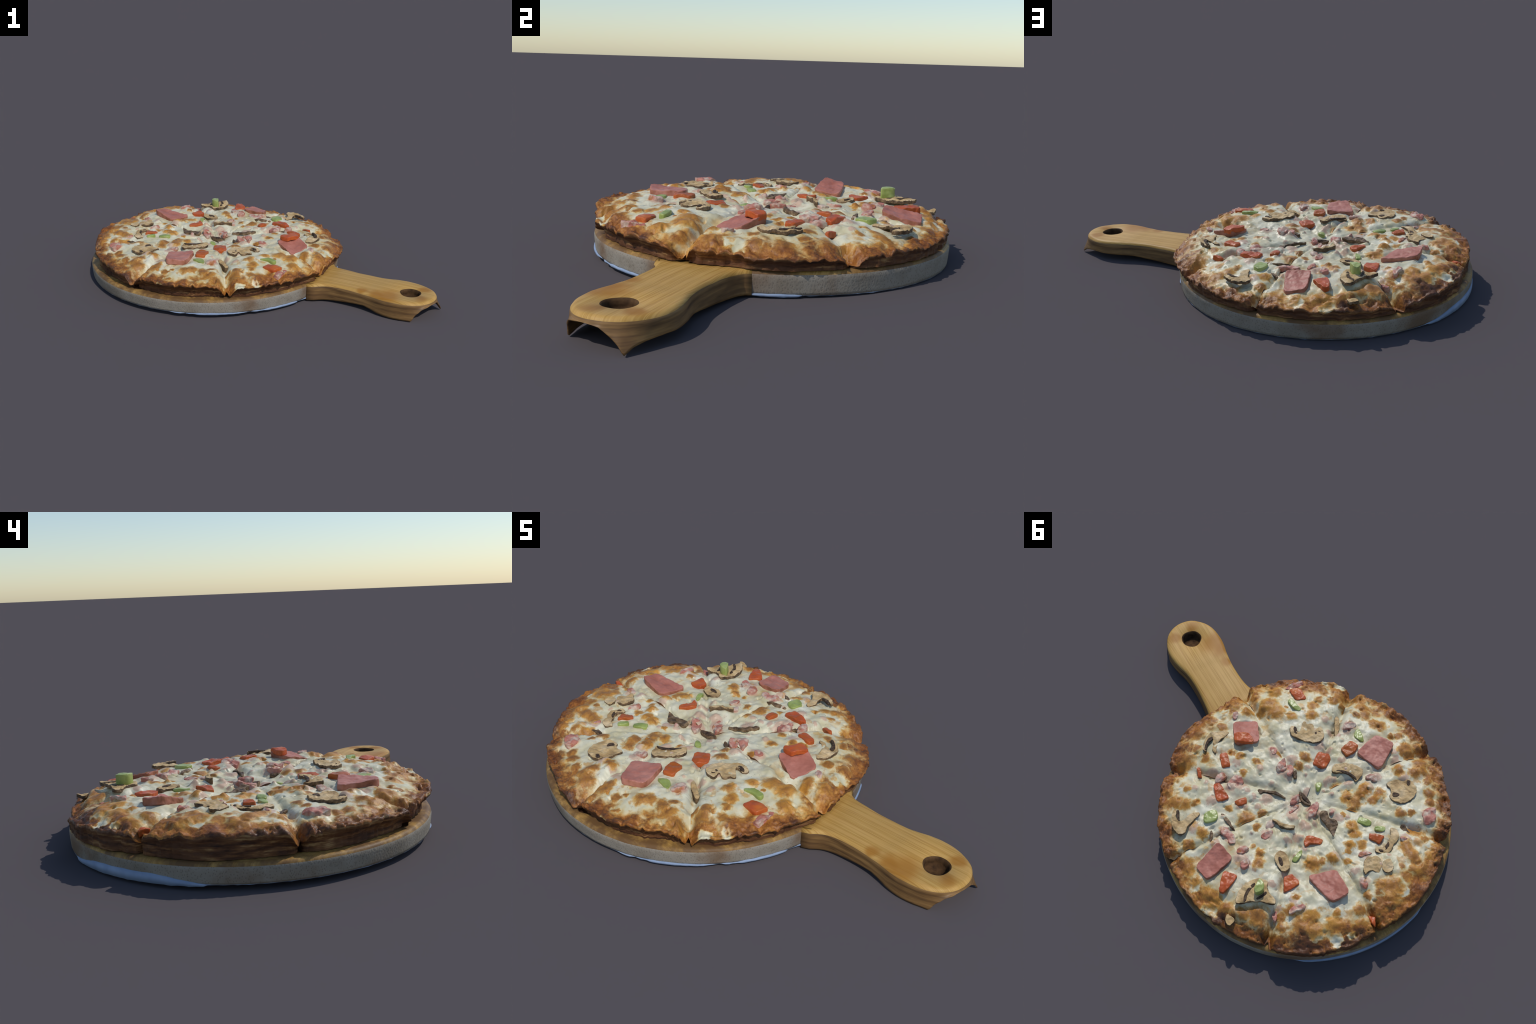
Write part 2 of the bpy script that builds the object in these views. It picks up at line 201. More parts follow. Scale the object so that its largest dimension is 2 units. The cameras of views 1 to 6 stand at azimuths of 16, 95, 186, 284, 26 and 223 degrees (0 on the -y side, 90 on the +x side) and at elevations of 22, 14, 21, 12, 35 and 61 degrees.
# ------------------------------------------------------------------ node helpers
class Nodes:
    def __init__(self, name):
        self.mat = bpy.data.materials.new(name)
        self.mat.use_nodes = True
        self.nt = self.mat.node_tree
        self.bsdf = self.nt.nodes["Principled BSDF"]
        self.obj = self.nt.nodes.new("ShaderNodeTexCoord").outputs["Object"]

    def put(self, socket, value):
        if hasattr(value, "links"):
            self.nt.links.new(value, socket)
        else:
            socket.default_value = value

    def math(self, op, a, b=0.0, c=0.0, clamp=False):
        n = self.nt.nodes.new("ShaderNodeMath")
        n.operation, n.use_clamp = op, clamp
        for s, v in zip(n.inputs, (a, b, c)):
            self.put(s, v)
        return n.outputs[0]

    def vec(self, op, a, b=(0, 0, 0)):
        n = self.nt.nodes.new("ShaderNodeVectorMath")
        n.operation = op
        self.put(n.inputs[0], a)
        if op == "SCALE":
            self.put(n.inputs["Scale"], b)
        else:
            self.put(n.inputs[1], b)
        return n.outputs["Value"] if op in ("LENGTH", "DISTANCE", "DOT_PRODUCT") else n.outputs["Vector"]

    def noise(self, scale, detail=3.0, rough=0.55, vector=None, colour=False):
        n = self.nt.nodes.new("ShaderNodeTexNoise")
        self.put(n.inputs["Vector"], self.obj if vector is None else vector)
        n.inputs["Scale"].default_value = scale
        n.inputs["Detail"].default_value = detail
        n.inputs["Roughness"].default_value = rough
        return n.outputs["Color" if colour else "Fac"]

    def voronoi(self, scale, vector=None, feature="F1"):
        n = self.nt.nodes.new("ShaderNodeTexVoronoi")
        n.feature = feature
        self.put(n.inputs["Vector"], self.obj if vector is None else vector)
        n.inputs["Scale"].default_value = scale
        return n.outputs["Distance"]

    def mapping(self, rot=(0, 0, 0), scale=(1, 1, 1)):
        n = self.nt.nodes.new("ShaderNodeMapping")
        self.put(n.inputs["Vector"], self.obj)
        n.inputs["Rotation"].default_value = rot
        n.inputs["Scale"].default_value = scale
        return n.outputs[0]

    def ramp(self, fac, stops):
        n = self.nt.nodes.new("ShaderNodeValToRGB")
        self.put(n.inputs[0], fac)
        e = n.color_ramp.elements
        while len(e) < len(stops):
            e.new(0.5)
        for el, (p, c) in zip(e, stops):
            el.position = p
            el.color = (c[0], c[1], c[2], 1) if hasattr(c, "__len__") else (c, c, c, 1)
        return n.outputs[0]

    def step(self, x, lo, hi):
        n = self.nt.nodes.new("ShaderNodeMapRange")
        n.interpolation_type = "SMOOTHSTEP"
        self.put(n.inputs["Value"], x)
        n.inputs["From Min"].default_value = lo
        n.inputs["From Max"].default_value = hi
        return n.outputs[0]

    def mix(self, fac, a, b, mode="MIX"):
        n = self.nt.nodes.new("ShaderNodeMix")
        n.data_type, n.blend_type = "RGBA", mode
        self.put(n.inputs["Factor"], fac)
        a_in, b_in = [s for s in n.inputs if s.type == "RGBA"]
        self.put(a_in, a if hasattr(a, "links") else (*a, 1))
        self.put(b_in, b if hasattr(b, "links") else (*b, 1))
        return [s for s in n.outputs if s.type == "RGBA"][0]

    def finish(self, colour, rough=0.6, bump=None, bump_distance=0.002, bump_strength=0.5, spec=0.5, coat=0.0, sss=0.0):
        b = self.bsdf
        self.put(b.inputs["Base Color"], colour if hasattr(colour, "links") else (*colour, 1))
        self.put(b.inputs["Roughness"], rough)
        b.inputs["Specular IOR Level"].default_value = spec
        b.inputs["Coat Weight"].default_value = coat
        b.inputs["Coat Roughness"].default_value = 0.25
        if sss:
            b.inputs["Subsurface Weight"].default_value = sss
            b.inputs["Subsurface Radius"].default_value = (0.02, 0.015, 0.008)
            b.inputs["Subsurface Scale"].default_value = 0.3
        if bump is not None:
            n = self.nt.nodes.new("ShaderNodeBump")
            n.inputs["Distance"].default_value = bump_distance
            n.inputs["Strength"].default_value = bump_strength
            self.put(n.inputs["Height"], bump)
            self.nt.links.new(n.outputs[0], b.inputs["Normal"])
        return self.mat


# ------------------------------------------------------------------ materials
def bamboo_material(name="bamboo_wood", painted_shade=0.0):
    n = Nodes(name)
    u = n.vec("DOT_PRODUCT", n.obj, (AXIS[0], AXIS[1], 0))
    v = n.vec("DOT_PRODUCT", n.obj, (SIDE[0], SIDE[1], 0))
    comb = n.nt.nodes.new("ShaderNodeCombineXYZ")
    n.put(comb.inputs[0], n.math("MULTIPLY", u, 3.0))
    n.put(comb.inputs[1], n.math("MULTIPLY", v, 230.0))
    fine = n.noise(1.0, 3, 0.65, comb.outputs[0])
    comb2 = n.nt.nodes.new("ShaderNodeCombineXYZ")
    n.put(comb2.inputs[0], n.math("MULTIPLY", u, 1.2))
    n.put(comb2.inputs[1], n.math("MULTIPLY", v, 40.0))
    strips = n.noise(1.0, 1, 0.5, comb2.outputs[0])
    c = n.ramp(fine, [(0.28, WOOD_DARK), (0.5, WOOD), (0.75, WOOD_PALE)])
    c = n.mix(n.math("MULTIPLY", n.step(strips, 0.45, 0.62), 0.45), c, (0.62, 0.37, 0.12))
    # resin stains on the handle and along its edge
    wob = n.noise(9.0, 2)
    for (sx, sy, r) in ((0.735, -0.385, .10), (0.68, -0.372, .06), (0.60, -0.345, .04), (0.90, -0.37, .05), (0.91, -0.26, .05)):
        d = n.vec("DISTANCE", n.obj, (sx, sy, 0.092))
        f = n.math("MULTIPLY", n.step(n.math("ADD", d, n.math("MULTIPLY", wob, -0.06)), r - 0.03, r * 0.25 - 0.03), 0.75)
        c = n.mix(f, c, (0.36, 0.145, 0.016))
    if painted_shade:
        c = n.mix(n.math("MULTIPLY", n.step(n.noise(8.0, 4, 0.65), 0.30, 0.58), painted_shade), c, (0.13, 0.066, 0.030))  # mottled dark brown puts the shadow on the ledge into the colour
    return n.finish(c, 0.5, bump=fine, bump_distance=0.0006, spec=0.22)


def end_grain_material(name, base, pale, dark, stain):
    n = Nodes(name)
    big = n.noise(6.0, 3)
    dots = n.voronoi(150.0, n.mapping((0, 0, 0), (1, 1, 0.75)))
    c = n.ramp(big, [(0.3, base), (0.55, pale), (0.75, base)])
    c = n.mix(n.math("MULTIPLY", n.step(n.noise(3.4, 4), 0.48, 0.68), 0.8), c, stain)
    c = n.mix(n.math("MULTIPLY", n.step(dots, 0.42, 0.15), 0.40), c, dark)
    return n.finish(c, 0.7, bump=dots, bump_distance=0.0012, bump_strength=0.6, spec=0.25)


def handle_side_material():
    n = Nodes("oiled_handle_edge")
    v = n.mapping((0, 0, 0.28), (5, 5, 70))
    g = n.noise(1.0, 4, 0.6, v)
    c = n.ramp(g, [(0.3, (0.07, 0.034, 0.013)), (0.5, (0.20, 0.105, 0.036)), (0.72, (0.34, 0.19, 0.065))])
    c = n.mix(n.math("MULTIPLY", n.step(n.noise(7.0, 3), 0.5, 0.7), 0.6), c, (0.13, 0.065, 0.026))
    return n.finish(c, 0.5, bump=g, bump_distance=0.001, spec=0.35)


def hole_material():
    n = Nodes("shaded_hole_wood")
    c = n.ramp(n.noise(30.0, 3), [(0.3, (0.035, 0.018, 0.009)), (0.7, (0.13, 0.068, 0.028))])  # shade inside the hole, painted as dark wood
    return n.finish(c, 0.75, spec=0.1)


def table_rim_material():
    n = Nodes("blue_shaded_table")
    c = n.ramp(n.noise(12.0, 3), [(0.3, (0.22, 0.29, 0.42)), (0.7, (0.33, 0.41, 0.55))])  # a white surface with its bluish shade put into the colour
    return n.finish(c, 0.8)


def pizza_material(index, blisters, lumps, drips):
    """Melted cheese, browned where it blistered, pink over hidden ham, and
    baked crust towards the rim, all on object coordinates."""
    n = Nodes("melted_cheese_and_crust")
    flat = n.vec("MULTIPLY", n.obj, (1, 1, 0))
    w1 = n.vec("SCALE", n.vec("SUBTRACT", n.noise(26.0, 3, 0.6, colour=True), (0.5, 0.5, 0.5)), 0.050)
    warped = n.vec("MULTIPLY", n.vec("ADD", flat, w1), (1, 1, 0))

    def field(items, soft):
        f = None
        for (x, y, r) in items:
            d = n.vec("DISTANCE", warped, (x, y, 0))
            m = n.math("MULTIPLY_ADD", d, -1.0 / r, 1.0)
            f = m if f is None else n.math("SMOOTH_MAX", f, m, soft)
        return f

    brown = field(blisters, 0.35)
    pink = field(lumps, 0.15)
    white = field(drips, 0.2) if drips else None
    radius = n.vec("DISTANCE", flat, (PIZZA[0], PIZZA[1], 0))
    rough_edge = n.math("MULTIPLY_ADD", n.noise(11.0, 4, 0.6), 0.34, -0.17)
    rim = n.math("ADD", radius, rough_edge)
    if white is not None:        # runs of unbrowned cheese that reach the rim
        rim = n.math("MULTIPLY_ADD", n.step(n.math("ADD", white, n.math("MULTIPLY_ADD", n.noise(30.0, 3), 1.2, -0.6)), -0.2, 0.8), -0.12, rim)
    mott = n.noise(34.0, 4, 0.65)
    fine = n.noise(120.0, 3, 0.6)

    cheese = n.ramp(n.noise(9.0, 3), [(0.3, CHEESE_A), (0.5, CHEESE_B), (0.7, CHEESE_C)])
    # a little translucent yellow and thin spots
    cheese = n.mix(n.math("MULTIPLY", n.step(n.noise(17.0, 3), 0.56, 0.72), 0.35), cheese, (0.74, 0.62, 0.34))
    # hidden ham shows through
    pk = n.math("MULTIPLY", n.step(n.math("ADD", pink, n.math("MULTIPLY_ADD", mott, 0.9, -0.45)), 0.0, 0.45), 0.72)
    cheese = n.mix(pk, cheese, (0.55, 0.32, 0.22))
    thin = n.math("MULTIPLY", n.step(n.noise(21.0, 3), 0.60, 0.74), 0.40)
    cheese = n.mix(thin, cheese, (0.56, 0.39, 0.26))
    # browned blisters: yellow halo, golden middle, darker core
    b = n.math("ADD", brown, n.math("MULTIPLY_ADD", mott, 1.4, -0.72 if index in (4, 5) else -0.58))
    extra = n.math("MULTIPLY", n.step(n.noise(19.0, 3, 0.6, n.vec("ADD", n.obj, (3.1, 1.7, 0))), 0.55, 0.68),
                   n.step(radius, 0.25, 0.60))
    crusty = n.step(rim, 0.590, 0.655)
    halo = n.math("MAXIMUM", n.math("MAXIMUM", n.step(b, -0.45, 0.15), n.math("MULTIPLY", extra, 0.8)), n.step(rim, 0.555, 0.640))
    gold = n.math("MAXIMUM", n.math("MAXIMUM", n.step(b, -0.22, 0.40), n.math("MULTIPLY", extra, 0.55)), crusty)
    core = n.step(n.math("ADD", n.math("MULTIPLY", b, 0.9), n.math("MULTIPLY_ADD", fine, 0.7, -0.35)), 0.35, 1.0)
    c = n.mix(n.math("MULTIPLY", halo, 0.58), cheese, (0.72, 0.42, 0.050))
    big = n.math("MULTIPLY_ADD", n.noise(4.0, 3), 0.5, -0.25)
    tan = n.ramp(n.math("ADD", big, n.math("ADD", n.math("MULTIPLY", mott, 0.6), n.math("MULTIPLY", fine, 0.4))),
                 [(0.32, BROWN_DARK), (0.48, BROWN), (0.62, BROWN_PALE)])
    c = n.mix(n.math("MULTIPLY", gold, 0.88), c, tan)
    baked = n.ramp(n.math("ADD", big, n.math("ADD", n.math("MULTIPLY", mott, 0.6), n.math("MULTIPLY", fine, 0.4))),
                   [(0.32, (0.070, 0.021, 0.007)), (0.48, (0.23, 0.072, 0.014)), (0.60, (0.37, 0.135, 0.024)), (0.74, (0.53, 0.24, 0.05))])
    c = n.mix(n.math("MULTIPLY", n.math("MULTIPLY", n.step(rim, 0.610, 0.690), crusty), 0.9), c, baked)
    c = n.mix(n.math("MULTIPLY", core, 0.45), c, BROWN_DARK)
    # the baked rim, with scorched places
    scorch = n.step(n.math("ADD", n.noise(7.0, 5, 0.7), n.math("MULTIPLY_ADD", radius, 2.2, -1.49)), 0.50, 0.64)
    c = n.mix(n.math("MULTIPLY", n.math("MULTIPLY", scorch, crusty), 0.8), c, SCORCH)
    # the underside and the baked edge
    z = n.nt.nodes.new("ShaderNodeSeparateXYZ")
    n.put(z.inputs[0], n.obj)
    # dried herbs
    speck = n.math("MULTIPLY", n.step(n.voronoi(85.0), 0.20, 0.09), n.step(n.noise(14.0, 2), 0.47, 0.60))
    c = n.mix(n.math("MULTIPLY", n.math("MULTIPLY", speck, n.math("SUBTRACT", 1.0, gold)), 0.65), c, (0.13, 0.13, 0.06))
    rough = n.math("MULTIPLY_ADD", gold, 0.08, 0.40)
    bump = n.math("ADD", n.math("MULTIPLY", fine, n.math("MULTIPLY_ADD", gold, 0.8, 0.25)), n.math("MULTIPLY", mott, 0.8))
    m = n.finish(c, rough, bump=bump, bump_distance=0.003, bump_strength=0.38, spec=0.35)
    return m


def crust_side_material():
    n = Nodes("baked_crust_edge")
    layers = n.noise(1.0, 4, 0.6, n.mapping((0, 0, 0), (9, 9, 75)))
    c = n.ramp(layers, [(0.30, (0.030, 0.012, 0.007)), (0.46, (0.10, 0.038, 0.015)), (0.58, (0.20, 0.085, 0.030)), (0.72, (0.44, 0.27, 0.11))])  # baked brown, darkened further with shade put into the colour
    c = n.mix(n.math("MULTIPLY", n.step(n.noise(8.0, 4), 0.45, 0.65), 0.7), c, (0.10, 0.038, 0.016))
    return n.finish(c, 0.65, bump=n.noise(45.0, 4), bump_distance=0.006, bump_strength=0.8, spec=0.3)


def ham_material(name="pink_ham", pale=0.0):
    n = Nodes(name)
    base = n.ramp(n.noise(11.0, 4, 0.6), [(0.3, HAM_A), (0.52, HAM_B), (0.72, HAM_C)])
    c = n.mix(n.math("MULTIPLY", n.step(n.noise(85.0, 2), 0.60, 0.72), 0.35), base, (0.33, 0.10, 0.075))
    if pale:
        f = n.math("MULTIPLY", n.step(n.noise(24.0, 3), 0.40, 0.66), pale)
        c = n.mix(f, c, (0.64, 0.52, 0.40))
        c = n.mix(n.math("MULTIPLY", n.step(n.noise(31.0, 3, 0.5, n.vec("ADD", n.obj, (5, 2, 0))), 0.58, 0.68), 0.6), c, BROWN)
    return n.finish(c, 0.48, bump=n.noise(90.0, 3), bump_distance=0.0008, spec=0.3)


def ham_edge_material():
    n = Nodes("ham_roasted_edge")
    c = n.ramp(n.noise(22.0, 3), [(0.3, (0.22, 0.075, 0.035)), (0.5, (0.38, 0.14, 0.085)), (0.7, (0.50, 0.21, 0.15))])
    return n.finish(c, 0.5, bump=n.noise(70.0, 3), bump_distance=0.0015, spec=0.3)


def tomato_material():
    n = Nodes("roasted_tomato")
    c = n.ramp(n.noise(16.0, 3), [(0.30, (0.34, 0.075, 0.012)), (0.5, (0.50, 0.085, 0.022)), (0.72, (0.56, 0.15, 0.028))])
    rnd = n.nt.nodes.new("ShaderNodeObjectInfo").outputs["Random"]
    c = n.mix(n.math("MULTIPLY", rnd, 0.5), c, (0.42, 0.13, 0.022))
    return n.finish(c, 0.4, bump=n.noise(60.0, 3), bump_distance=0.0008, spec=0.35)


def pepper_material():
    n = Nodes("green_pepper")
    c = n.ramp(n.noise(14.0, 3), [(0.30, (0.20, 0.24, 0.045)), (0.5, (0.33, 0.39, 0.10)), (0.72, (0.46, 0.50, 0.20))])
    return n.finish(c, 0.35, bump=n.noise(60.0, 2), bump_distance=0.001, spec=0.5)


def mushroom_material():
    n = Nodes("mushroom_flesh")
    fib = n.noise(1.0, 4, 0.6, n.mapping((0, 0, 0.9), (30, 120, 60)))
    c = n.ramp(n.noise(14.0, 4, 0.6), [(0.30, (0.31, 0.185, 0.075)), (0.48, (0.54, 0.365, 0.165)), (0.68, (0.69, 0.515, 0.295))])
    c = n.mix(n.math("MULTIPLY", n.step(fib, 0.55, 0.7), 0.5), c, (0.27, 0.165, 0.075))
    return n.finish(c, 0.6, bump=fib, bump_distance=0.0015, spec=0.3)


def dark_mushroom_material():
    n = Nodes("mushroom_browned_skin")
    c = n.ramp(n.noise(40.0, 4, 0.6), [(0.32, (0.045, 0.026, 0.014)), (0.52, (0.15, 0.090, 0.045)), (0.70, (0.33, 0.22, 0.12))])
    return n.finish(c, 0.55, bump=n.noise(80.0, 3), bump_distance=0.0015, spec=0.3)


def gill_material():
    n = Nodes("mushroom_gill_dark")
    c = n.ramp(n.noise(90.0, 3), [(0.35, (0.030, 0.018, 0.012)), (0.65, (0.12, 0.075, 0.045))])
    return n.finish(c, 0.7, spec=0.2)


WOOD_DARK, WOOD, WOOD_PALE = (0.34, 0.165, 0.034), (0.50, 0.285, 0.072), (0.62, 0.40, 0.13)
CHEESE_A, CHEESE_B, CHEESE_C = (0.56, 0.49, 0.28), (0.67, 0.62, 0.43), (0.77, 0.735, 0.57)
BROWN_DARK, BROWN, BROWN_PALE = (0.14, 0.038, 0.006), (0.37, 0.132, 0.012), (0.57, 0.25, 0.026)
SCORCH = (0.060, 0.024, 0.013)
HAM_A, HAM_B, HAM_C = (0.36, 0.12, 0.080), (0.47, 0.175, 0.125), (0.54, 0.235, 0.175)

MAT_BAMBOO = bamboo_material()
MAT_BOARD_TOP = bamboo_material("shaded_board_top", 0.9)
MAT_END = end_grain_material("board_end_grain", (0.235, 0.195, 0.145), (0.32, 0.28, 0.225), (0.10, 0.072, 0.05), (0.185, 0.105, 0.055))
MAT_HANDLE_SIDE = handle_side_material()
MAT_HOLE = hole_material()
MAT_TABLE_RIM = table_rim_material()
MAT_CRUST = crust_side_material()
MAT_HAM = ham_material()
MAT_HAM_EDGE = ham_edge_material()
MAT_HAM_BIT = ham_material("ham_under_cheese", 0.9)
MAT_TOMATO = tomato_material()
MAT_PEPPER = pepper_material()
MAT_MUSH = mushroom_material()
MAT_MUSH_DARK = dark_mushroom_material()
MAT_GILL = gill_material()


# ------------------------------------------------------------------ the board
def catmull(points, per=8):
    out = []
    for i in range(len(points) - 1):
        p0 = points[max(0, i - 1)]
        p1, p2 = points[i], points[i + 1]
        p3 = points[min(len(points) - 1, i + 2)]
        for k in range(per):
            t = k / per
            out.append(tuple(0.5 * (2 * b + (c - a) * t + (2 * a - 5 * b + 4 * c - d) * t * t + (3 * b - a - 3 * c + d) * t ** 3)
                             for a, b, c, d in zip(p0, p1, p2, p3)))
    out.append(points[-1])
    return out


# half outlines of the handle in its own frame (along, across)
HANDLE_FAR = [(-0.520, 0.172), (-0.475, 0.143), (-0.400, 0.129), (-0.300, 0.121), (-0.200, 0.124), (-0.110, 0.143), (-0.040, 0.149), (0.025, 0.137),
              (0.087, 0.102), (0.122, 0.052)]
HANDLE_NEAR = [(0.132, -0.003), (0.118, -0.060), (0.073, -0.109), (0.015, -0.135), (-0.055, -0.142), (-0.108, -0.138), (-0.170, -0.125),
               (-0.260, -0.114), (-0.360, -0.114), (-0.425, -0.127), (-0.470, -0.156)]
FOOT = [(-0.100, -0.142), (0.000, -0.140), (0.059, -0.127), (0.092, -0.106), (0.118, -0.078), (0.132, -0.020), (0.136, 0.020), (0.131, 0.055),
        (0.135, 0.092), (0.070, 0.122), (0.020, 0.140), (-0.100, 0.147)]   # flared foot of the tip
# lower edge of the tip where the scan was cut off: across, height
SCAN_CUT = [(-0.127, 0.001), (-0.117, 0.034), (-0.100, 0.060), (-0.078, 0.072), (-0.020, 0.073), (0.020, 0.069), (0.045, 0.050), (0.060, 0.038),
        (0.074, 0.027), (0.085, 0.014), (0.092, 0.001)]


# height of the handle's lower edge along its far and near sides
UNDER_FAR = [(-0.50, 0.006), (-0.40, 0.011), (-0.28, 0.018), (-0.20, 0.026), (-0.08, 0.029), (0.03, 0.030), (0.073, 0.027), (0.106, 0.019), (0.135, 0.001)]
UNDER_NEAR = [(-0.50, 0.004), (-0.35, 0.012), (-0.20, 0.026), (-0.12, 0.010), (-0.05, 0.004), (0.059, 0.001)]


def underside(s, t):
    line = UNDER_FAR if t > 0 else UNDER_NEAR
    return float(np.interp(s, [a for a, _ in line], [z for _, z in line]))


def foot_point(s, t):
    """where the ray from the tip's middle through (s, t) leaves the flared foot"""
    s0, t0 = -0.02, 0.0
    ds, dt = s - s0, t - t0
    best = None
    for (a, b), (c, d) in zip(FOOT, FOOT[1:]):
        den = ds * (d - b) - dt * (c - a)
        if abs(den) < 1e-9:
            continue
        k = ((a - s0) * (d - b) - (b - t0) * (c - a)) / den
        w = ((a - s0) * dt - (b - t0) * ds) / den
        if k > 0 and -0.001 <= w <= 1.001:
            best = k if best is None else min(best, k)
    return None if best is None else (s0 + ds * best, t0 + dt * best)


def handle_outline():
    line = catmull(HANDLE_FAR + HANDLE_NEAR, 10)
    return line


def ring_normals(loop, closed):
    n = len(loop)
    out = []
    for i in range(n):
        a = loop[(i - 1) % n] if closed or i else loop[i]
        b = loop[(i + 1) % n] if closed or i < n - 1 else loop[i]
        dx, dy = b[0] - a[0], b[1] - a[1]
        l = math.hypot(dx, dy) or 1.0
        out.append((dy / l, -dx / l))
    return out


def cap_faces(bm, loops):
    edges = []
    for lp in loops:
        for a, b in zip(lp, lp[1:] + lp[:1]):
            e = bm.edges.get((a, b)) or bm.edges.new((a, b))
            edges.append(e)
    return [f for f in bmesh.ops.triangle_fill(bm, edges=edges, use_beauty=True)["geom"] if isinstance(f, bmesh.types.BMFace)]


def build_board():
    root = bpy.data.objects.new("cutting_board", None)
    bpy.context.scene.collection.objects.link(root)
    root.location = (BOARD[0], BOARD[1], 0)
    root["label"] = "round bamboo paddle board with a handle and hanging hole"
    root["category"] = "cutting board"

    hl = [at(s, t) for s, t in handle_outline()]
    # clockwise from far side (+y) round the tip to the near side: keep only what lies outside the disc
    rad = lambda p: math.hypot(p[0] - BOARD[0], p[1] - BOARD[1])
    hl = [p for p in hl if rad(p) > BOARD_R + 0.002]
    a0 = math.atan2(hl[0][1] - BOARD[1], hl[0][0] - BOARD[0]) + 0.030
    a1 = math.atan2(hl[-1][1] - BOARD[1], hl[-1][0] - BOARD[0]) - 0.030
    n_arc = 420
    arc = []
    for i in range(n_arc + 1):
        a = a1 - (a1 + 2 * math.pi - a0) * i / n_arc
        r = BOARD_R + 0.0012 * fbm(math.cos(a) * 6, math.sin(a) * 6, 3)
        arc.append((BOARD[0] + r * math.cos(a), BOARD[1] + r * math.sin(a)))
    # both runs go clockwise seen from above; outward normal is to the left of travel
    profile = [(0.020, 0.0), (0.013, -0.0012), (0.007, -0.0050), (0.002, -0.0115), (0.0, -0.020)]

    def wall(bm, run, normals, bottoms, tops, steps=6):
        rings = []
        for inset, dz in profile:
            rings.append([bm.verts.new((x - nx * inset, y - ny * inset, z + dz)) for (x, y), (nx, ny), z in zip(run, normals, tops)])
        for k in range(1, steps + 1):
            f = k / steps
            rings.append([bm.verts.new((x + (bx - x) * f ** 1.3, y + (by - y) * f ** 1.3, (z - 0.020) * (1 - f) + bz * f))
                          for (x, y), z, (bx, by, bz) in zip(run, tops, bottoms)])
        faces = []
        for r0, r1 in zip(rings, rings[1:]):
            for i in range(len(run) - 1):
                faces.append(bm.faces.new((r0[i], r0[i + 1], r1[i + 1], r1[i])))
        return rings, faces

    whole = arc + hl
    normals = [(-nx, -ny) for nx, ny in ring_normals(whole, True)]
    if sum((p[0] - BOARD[0]) * q[0] + (p[1] - BOARD[1]) * q[1] for p, q in zip(arc, normals)) < 0:
        normals = [(-a, -b) for a, b in normals]
    # ----- disc
    bm = bmesh.new()
    run = arc
    tops = [board_top(*p) - 0.002 for p in run]
    bottoms = [(x - 0.004 * nx, y - 0.004 * ny, board_bottom(x, y)) for (x, y), (nx, ny) in zip(run, normals)]
    rings, side = wall(bm, run, normals, bottoms, tops)
    top = cap_faces(bm, [rings[0]])
    under = cap_faces(bm, [rings[-1]])
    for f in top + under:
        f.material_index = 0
    for k, f in enumerate(side):
        f.material_index = 1 if k // (len(run) - 1) >= 3 else 0
    bmesh.ops.recalc_face_normals(bm, faces=bm.faces[:])
    for f in bm.faces:
        f.smooth = True
    me = bpy.data.meshes.new("board_disc")
    bm.to_mesh(me)
    bm.free()
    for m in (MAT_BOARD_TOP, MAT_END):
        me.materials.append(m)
    disc = link("board_disc", me, root)

    # ----- handle (a hollow-ended shell)
    bm = bmesh.new()
    run = [arc[-1]] + hl + [arc[0]]
    nrm = [normals[len(arc) - 1]] + normals[len(arc):] + [normals[0]]
    tops, bottoms = [], []
    for (x, y), (nx, ny) in zip(run, nrm):
        dx, dy = x - HOLE[0], y - HOLE[1]
        s, t = dx * AXIS[0] + dy * AXIS[1], dx * SIDE[0] + dy * SIDE[1]
        z = board_top(x, y) - 0.002 + 0.002 * fbm(x * 7, y * 7, 5) + 0.004 * smooth(-0.48, -0.38, s)
        tops.append(z)
        bx, by, bz = x + 0.004 * nx, y + 0.004 * ny, underside(s, t)
        if s > -0.04:
            fp = foot_point(s, t)
            if fp is not None:
                k = smooth(-0.04, 0.03, s)
                fx, fy = at(*fp)
                # height of the edge left where the scan ends: two pointed feet, arched between
                arch = float(np.interp(fp[1], [t_ for t_, _ in SCAN_CUT], [z_ for _, z_ in SCAN_CUT])) if fp[0] > 0.05 and fp[1] < 0.0925 else underside(*fp)
                bx, by = bx + (fx - bx) * k, by + (fy - by) * k
                bz = bz * (1 - k) + arch * k
        bottoms.append((bx, by, bz))
    rings, side = wall(bm, run, nrm, bottoms, tops, 8)
    # hanging hole
    hole = []
    zt = board_top(*HOLE) + 0.002
    nh = 48
    for inset, z in ((0.007, zt), (0.003, zt - 0.003), (0.0, zt - 0.009), (-0.001, zt - 0.02), (-0.001, 0.058)):
        hole.append([bm.verts.new((HOLE[0] + (HOLE_R + inset) * (1 + 0.05 * math.sin(3 * a)) * math.cos(a), HOLE[1] + (HOLE_R + inset) * math.sin(a), z))
                     for a in [2 * math.pi * i / nh for i in range(nh)]])
    tube = []
    for r0, r1 in zip(hole, hole[1:]):
        for i in range(nh):
            j = (i + 1) % nh
            tube.append(bm.faces.new((r0[i], r0[j], r1[j], r1[i])))
    floor = [bm.faces.new(hole[-1])]
    top = cap_faces(bm, [rings[0], hole[0]])
    for f in top:
        f.material_index = 0
    for k, f in enumerate(side):
        f.material_index = 1 if k // (len(run) - 1) >= 3 else 0
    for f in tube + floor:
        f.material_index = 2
    bmesh.ops.recalc_face_normals(bm, faces=bm.faces[:])
    for f in top[:1]:
        if f.normal.z < 0:
            bmesh.ops.reverse_faces(bm, faces=bm.faces[:])
    for f in bm.faces:
        f.smooth = True
    me = bpy.data.meshes.new("handle")
    bm.to_mesh(me)
    bm.free()
    for m in (MAT_BAMBOO, MAT_HANDLE_SIDE, MAT_HOLE):
        me.materials.append(m)
    handle = link("handle", me, root)
    shell = handle.modifiers.new("shell", "SOLIDIFY")
    shell.thickness, shell.offset = 0.004, -1
    apply_modifiers(handle)

